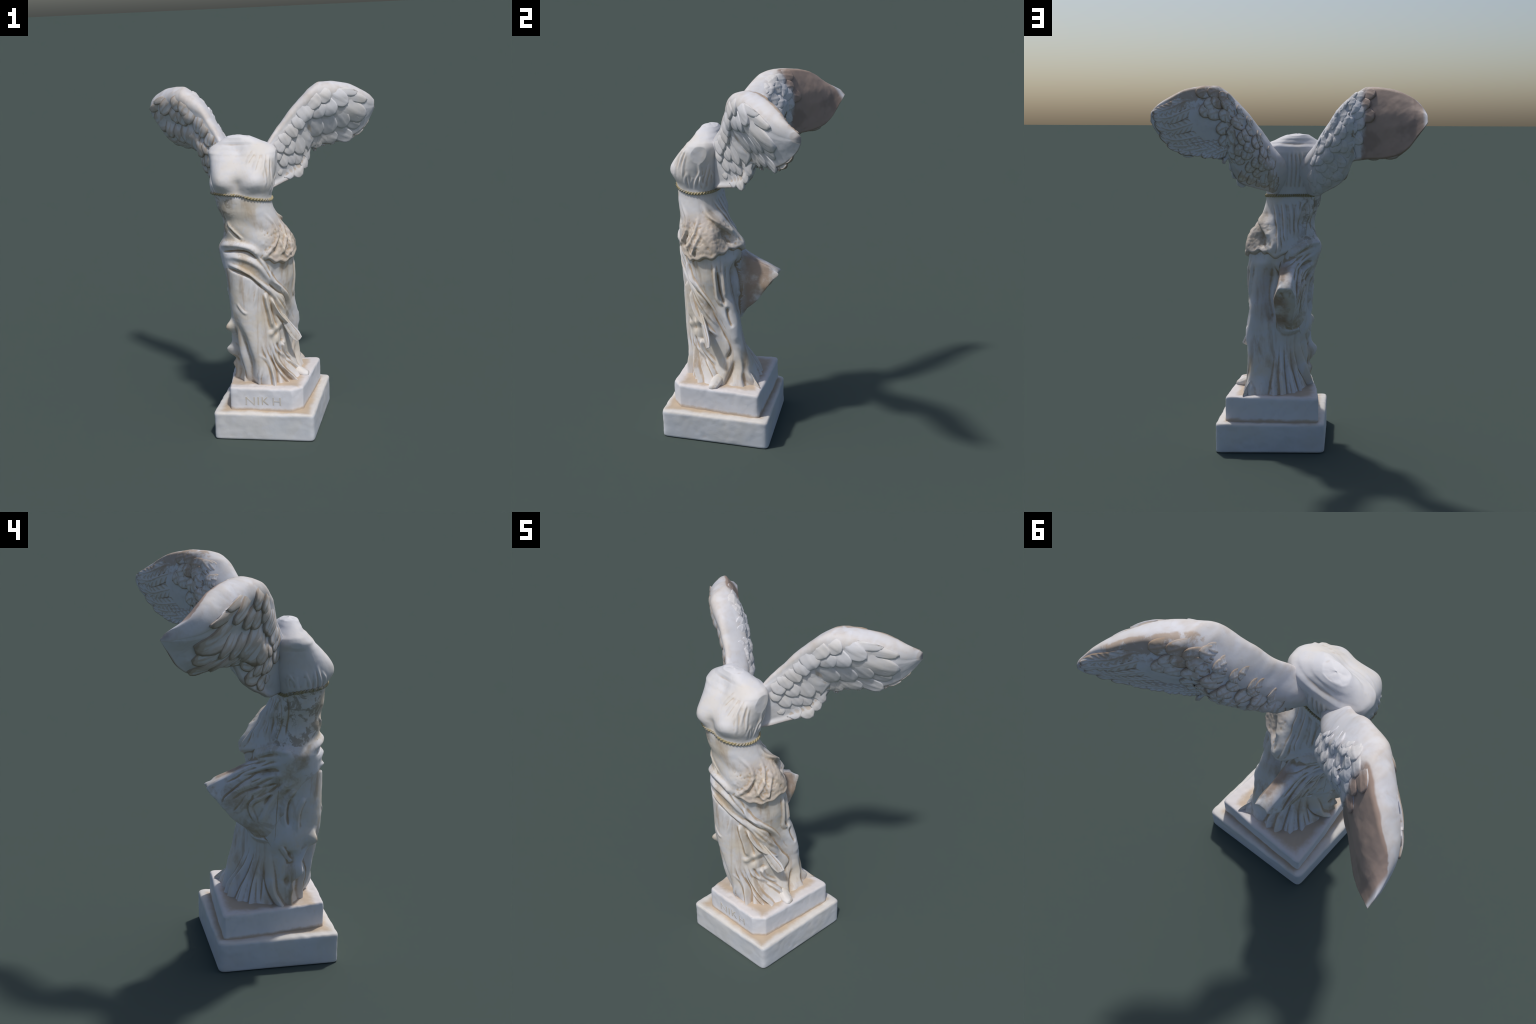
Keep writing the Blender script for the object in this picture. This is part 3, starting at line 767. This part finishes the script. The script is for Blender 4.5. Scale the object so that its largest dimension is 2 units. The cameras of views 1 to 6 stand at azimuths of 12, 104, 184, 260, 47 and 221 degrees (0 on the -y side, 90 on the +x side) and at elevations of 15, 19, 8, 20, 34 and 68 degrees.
# FEATHERS
def feather_mesh(w, face, x0, q0, x1, q1, width, lift, barbs, seed, nl=16, nw=11, blunt=.45):
    """a vane lying on the wing skin from root (x0, q0) to tip (x1, q1)"""
    t = np.linspace(0, 1, nl); sgn = np.linspace(-1, 1, nw)
    xc = np.clip(x0 + (x1 - x0) * t, .03, .688); qc = q0 + (q1 - q0) * t
    e = 1e-3
    P = w.point(xc, qc, face)
    Px = (w.point(np.minimum(xc + e, .6905), qc, face) - w.point(xc - e, qc, face)) / (2 * e)
    Pq = (w.point(xc, qc + e, face) - w.point(xc, qc - e, face)) / (2 * e)
    n = np.cross(Px, Pq); n /= np.linalg.norm(n, axis=1, keepdims=True)
    n *= np.where(n[:, 1] * face > 0, -1, 1)[:, None]
    tan = np.gradient(P, axis=0); tan /= np.linalg.norm(tan, axis=1, keepdims=True)
    lat = np.cross(n, tan)
    prof = width / 2 * (.72 + .28 * smooth(0, .5, t)) * np.sqrt(np.clip(1 - (np.clip(t - (1 - blunt), 0, 1) / blunt) ** 2.4, 0, 1))
    prof = np.maximum(prof, width * .03)
    # lateral steps expressed in span / chord so that the vane hugs the skin
    G = np.einsum
    a11 = (Px ** 2).sum(1); a22 = (Pq ** 2).sum(1); a12 = (Px * Pq).sum(1); det = np.maximum(a11 * a22 - a12 ** 2, 1e-9)
    b1 = (lat * Px).sum(1); b2 = (lat * Pq).sum(1)
    ux = (a22 * b1 - a12 * b2) / det; uq = (a11 * b2 - a12 * b1) / det
    X = np.clip(xc[:, None] + ux[:, None] * prof[:, None] * sgn, .026, .6905); Q = np.clip(qc[:, None] + uq[:, None] * prof[:, None] * sgn, -.2, 1.12)
    S = w.point(X, Q, face)
    rise = ((lift + .008) * smooth(-.05, .85, t) - .009)[:, None] * (1 - .30 * sgn[None] ** 2) - .002
    rise = rise + .0022 * np.exp(-(sgn[None] / .13) ** 2) * smooth(.05, .3, t)[:, None] * (1 - smooth(.8, 1, t))[:, None]
    if barbs:
        rise = rise + barbs * np.sin((70 if nl > 40 else 40) * t[:, None] - 7 * np.abs(sgn[None])) * smooth(.1, .4, np.abs(sgn))[None]
    top = S + n[:, None] * rise[..., None]
    low = S + n[:, None] * (np.minimum(rise - .010, -.004) if lift > .004 else rise - .006)[..., None]
    V = np.vstack([top.reshape(-1, 3), low.reshape(-1, 3)])
    V += (.0012 * noise3(V + seed, 40, 5, 2))[:, None] * n.mean(0)
    k = nl * nw; Ft = grid_faces(nl, nw, False).tolist(); Fb = [[q + k for q in f[::-1]] for f in Ft]
    rim = [i for i in range(nw)] + [i * nw + nw - 1 for i in range(1, nl)] + [(nl - 1) * nw + i for i in range(nw - 2, -1, -1)] + [i * nw for i in range(nl - 2, 0, -1)]
    Fr = [[rim[(i + 1) % len(rim)], rim[i], rim[i] + k, rim[(i + 1) % len(rim)] + k] for i in range(len(rim))]
    faces = Ft + Fb + Fr
    if w.side * face > 0: faces = [f[::-1] for f in faces]
    return V, faces


def feather(w, face, x0, q0, x1, q1, width, lift=.012, barbs=0.0, seed=0, mat=None, **k):
    V, f = feather_mesh(w, face, x0, q0, x1, q1, width, lift, barbs, seed, **k)
    me = make_mesh("feather", V, f, mat or MAT_FEATHER)
    return add("feather", me, w.obj)


# front: coverts under the bone, big coverts, flight feathers (tip and root as span x, chord q; width)
FRONT = [
    (0.190, 0.12, 0.198, 0.40, 0.053, 0.018),
    (0.214, 0.09, 0.231, 0.38, 0.053, 0.018),
    (0.244, 0.07, 0.273, 0.36, 0.053, 0.018),
    (0.286, 0.05, 0.306, 0.33, 0.057, 0.018),
    (0.321, 0.00, 0.354, 0.30, 0.070, 0.018),
    (0.367, -0.08, 0.400, 0.16, 0.070, 0.018),
    (0.223, 0.31, 0.253, 0.58, 0.061, 0.014),
    (0.271, 0.36, 0.300, 0.74, 0.066, 0.014),
    (0.306, 0.35, 0.346, 0.87, 0.078, 0.014),
    (0.349, 0.30, 0.393, 0.77, 0.086, 0.014),
    (0.384, 0.08, 0.418, 0.37, 0.070, 0.014),
    (0.427, 0.10, 0.487, 0.33, 0.074, 0.014),
    (0.481, -0.05, 0.556, 0.12, 0.066, 0.014),
    (0.193, 0.41, 0.216, 0.73, 0.051, 0.011),
    (0.231, 0.49, 0.255, 0.78, 0.053, 0.011),
    (0.421, 0.42, 0.465, 0.78, 0.086, 0.011),
    (0.502, 0.34, 0.540, 0.70, 0.070, 0.011),
    (0.534, 0.14, 0.648, 0.51, 0.086, 0.011),
    (0.562, -0.09, 0.655, -0.14, 0.061, 0.011),
    (0.390, 0.73, 0.483, 0.97, 0.070, 0.011),
    (0.465, 0.74, 0.568, 1.06, 0.068, 0.008),
    (0.555, 0.50, 0.612, 0.80, 0.061, 0.008),
    (0.609, 0.43, 0.658, 1.06, 0.061, 0.008),
    (0.240, 0.73, 0.297, 1.08, 0.070, 0.008),
    (0.288, 0.70, 0.319, 1.09, 0.053, 0.008),
    (0.310, 0.61, 0.331, 1.08, 0.053, 0.008),
    (0.204, 0.73, 0.247, 1.00, 0.061, 0.008),
    (0.337, 0.68, 0.363, 0.98, 0.053, 0.008),
    (0.358, 0.77, 0.388, 1.04, 0.057, 0.008),
    (0.186, 0.67, 0.189, 0.83, 0.033, 0.008),
    (0.415, -0.07, 0.462, 0.06, 0.061, 0.014),
    (0.517, -0.18, 0.604, -0.24, 0.061, 0.013),
    (0.178, 0.24, 0.184, 0.51, 0.049, 0.013),
    (0.261, 0.59, 0.283, 0.85, 0.053, 0.010),
    (0.570, 0.26, 0.621, 0.60, 0.057, 0.009),
    (0.384, 0.67, 0.429, 0.97, 0.061, 0.009),
]
for side in (1, -1):
    w = wings[side]; rg = np.random.default_rng(40 + side)
    for i, (x0, q0, x1, q1, wd, lift) in enumerate(FRONT):
        if x1 > .655 and q1 > .9: continue
        if side < 0: q1 = min(q1, .95)
        wd *= 1.42; x0 -= .55 * (x1 - x0); q0 = max(q0 - .55 * (q1 - q0), -.16)
        j = rg.normal(0, 1, 4) * (0 if side > 0 else 1)
        feather(w, 1, x0 + .006 * j[0], q0 + .01 * j[1], x1 + .006 * j[0], q1 + .02 * j[2], wd * (1 + .08 * j[3]), lift, seed=i + 90 * side, mat=MAT_FRONT_FEATHER)
    # back: overlapping rows of coverts that turn from hanging (root) to sweeping outwards (tip)
    def direction(x): return np.radians(spline([.1, .3, .45, .6], [78, 55, 28, 14], x))
    # flight feathers of the outer wing, long and barbed
    if side > 0:
        for i, (x1, q1, ln) in enumerate(((.42, 1.02, .22), (.47, 1.03, .25), (.525, 1.02, .28), (.58, 1.02, .30), (.625, 1.0, .31), (.655, .92, .31), (.675, .74, .30), (.684, .50, .28), (.684, .26, .26))):
            a = direction(x1); C, T, r = w.frame(np.array([x1 - .1])); Lc = np.linalg.norm(T - C)
            feather(w, -1, x1 - ln * np.cos(a), max(q1 - ln * np.sin(a) / Lc, .1), x1, q1, .068, .011, .0013, seed=i, nl=64, nw=21, blunt=.25)
    for row, (q_tip, xs_, length, wd, lift) in enumerate(((.95, np.arange(.12, .28, .040), .17, .068, .008), (.80, np.arange(.10, .37, .043), .14, .072, .010),
                                         (.61, np.arange(.12, .43, .045), .13, .076, .012), (.43, np.arange(.13, .47, .047), .12, .078, .014),
                                         (.27, np.arange(.12, .50, .049), .115, .078, .014), (.12, np.arange(.12, .50, .050), .105, .074, .012),
                                         (-.03, np.arange(.14, .40, .052), .095, .072, .010), (-.10, np.arange(.15, .34, .056), .085, .070, .007))):
        for i, x1 in enumerate(xs_):
            if side < 0 and x1 > .46 - .1 * q_tip: continue
            j = rg.normal(0, 1, 4)
            x1 = x1 + .005 * j[0] + .02 * (row % 2); q1 = q_tip + .025 * j[1]
            a = direction(x1) + .1 * j[2]; ln = length * (1 + .08 * j[3])
            C, T, r = w.frame(np.array([x1 - .03])); Lc = float(np.linalg.norm(T - C))
            feather(w, -1, max(x1 - ln * np.cos(a), .075), max(q1 - ln * np.sin(a) / Lc, -.16), x1, q1, wd, lift, .0006, seed=i + row * 20 + 500 * side, nl=22, nw=13)

# ------------------------------------------------------------------ flying end of the mantle
def loft(name, sections, mat, parent, ripples=0, depth=0.0, ns=64, nl=60, noise=.003, seed=50):
    """closed tube through sections (centre, half width, half height, side axis, up axis)"""
    S = np.array([np.concatenate([np.ravel(v) for v in sec]) for sec in sections])
    G = curve(S, nl); a = np.linspace(0, 2 * np.pi, ns, endpoint=False)
    rows = []
    for i, g in enumerate(G):
        ctr, hw, hh, sx, up = g[:3], g[3], g[4], g[5:8], g[8:11]
        sx = sx / np.linalg.norm(sx); up = up / np.linalg.norm(up)
        k = 1 + depth * np.sin(ripples * a + 1.2 * i / nl)
        ca, sa = np.sign(np.cos(a)) * np.abs(np.cos(a)) ** .8, np.sign(np.sin(a)) * np.abs(np.sin(a)) ** .8
        rows.append(ctr + np.outer(ca * k * hw, sx) + np.outer(sa * k * hh, up))
    last = rows[-1]; ctr = last.mean(0)
    push = ctr - rows[-2].mean(0); push = push / max(np.linalg.norm(push), 1e-9) * np.linalg.norm(last - ctr, axis=1).min() * .8
    for f in (.95, .85, .7, .5, .28, .03): rows.append(ctr + (last - ctr) * f + push * math.sqrt(1 - f * f))
    V = np.vstack(rows); F = grid_faces(len(rows), ns, True); N_ = vertex_normals(V, F)
    V = V + N_ * (noise * noise3(V, 18, seed, 3))[:, None]
    me = make_mesh(name, V, F, mat)
    import bmesh
    bm = bmesh.new(); bm.from_mesh(me); bmesh.ops.recalc_face_normals(bm, faces=bm.faces); bm.to_mesh(me); bm.free()
    return add(name, me, parent)


# fold of cloth that flips out at the side of the trailing leg, and the foot under the hem
loft("drapery_flap", [
    ((.150, -.270, .790), .008, .010, (1, -.8, 0), (.5, .5, .4)),
    ((.185, -.240, .710), .010, .016, (1, -.8, 0), (.5, .5, .4)),
    ((.220, -.208, .630), .012, .024, (1, -.8, 0), (.5, .5, .4)),
    ((.254, -.184, .568), .012, .030, (1, -.8, 0), (.5, .5, .4)),
    ((.278, -.172, .532), .009, .022, (1, -.8, 0), (.5, .5, .4)),
], MAT_SKIRT, root, ripples=5, depth=.12, seed=61)
loft("foot", [
    ((.20, -.120, .330), .030, .030, (0, 1, 0), (0, 0, 1)),
    ((.25, -.130, .325), .032, .030, (0, 1, 0), (0, 0, 1)),
    ((.29, -.138, .312), .030, .024, (0, 1, 0), (0, 0, 1)),
    ((.318, -.142, .306), .024, .016, (0, 1, 0), (0, 0, 1)),
], MAT_SKIRT, root, ripples=4, depth=.06, seed=62)
loft("foot", [
    ((.20, .020, .36), .032, .040, (.6, .8, 0), (0, 0, 1)),
    ((.225, .055, .335), .032, .034, (.6, .8, 0), (0, 0, 1)),
    ((.24, .080, .315), .030, .024, (.6, .8, 0), (0, 0, 1)),
    ((.25, .100, .305), .022, .014, (.6, .8, 0), (0, 0, 1)),
], MAT_SKIRT, root, ripples=4, depth=.06, seed=63)
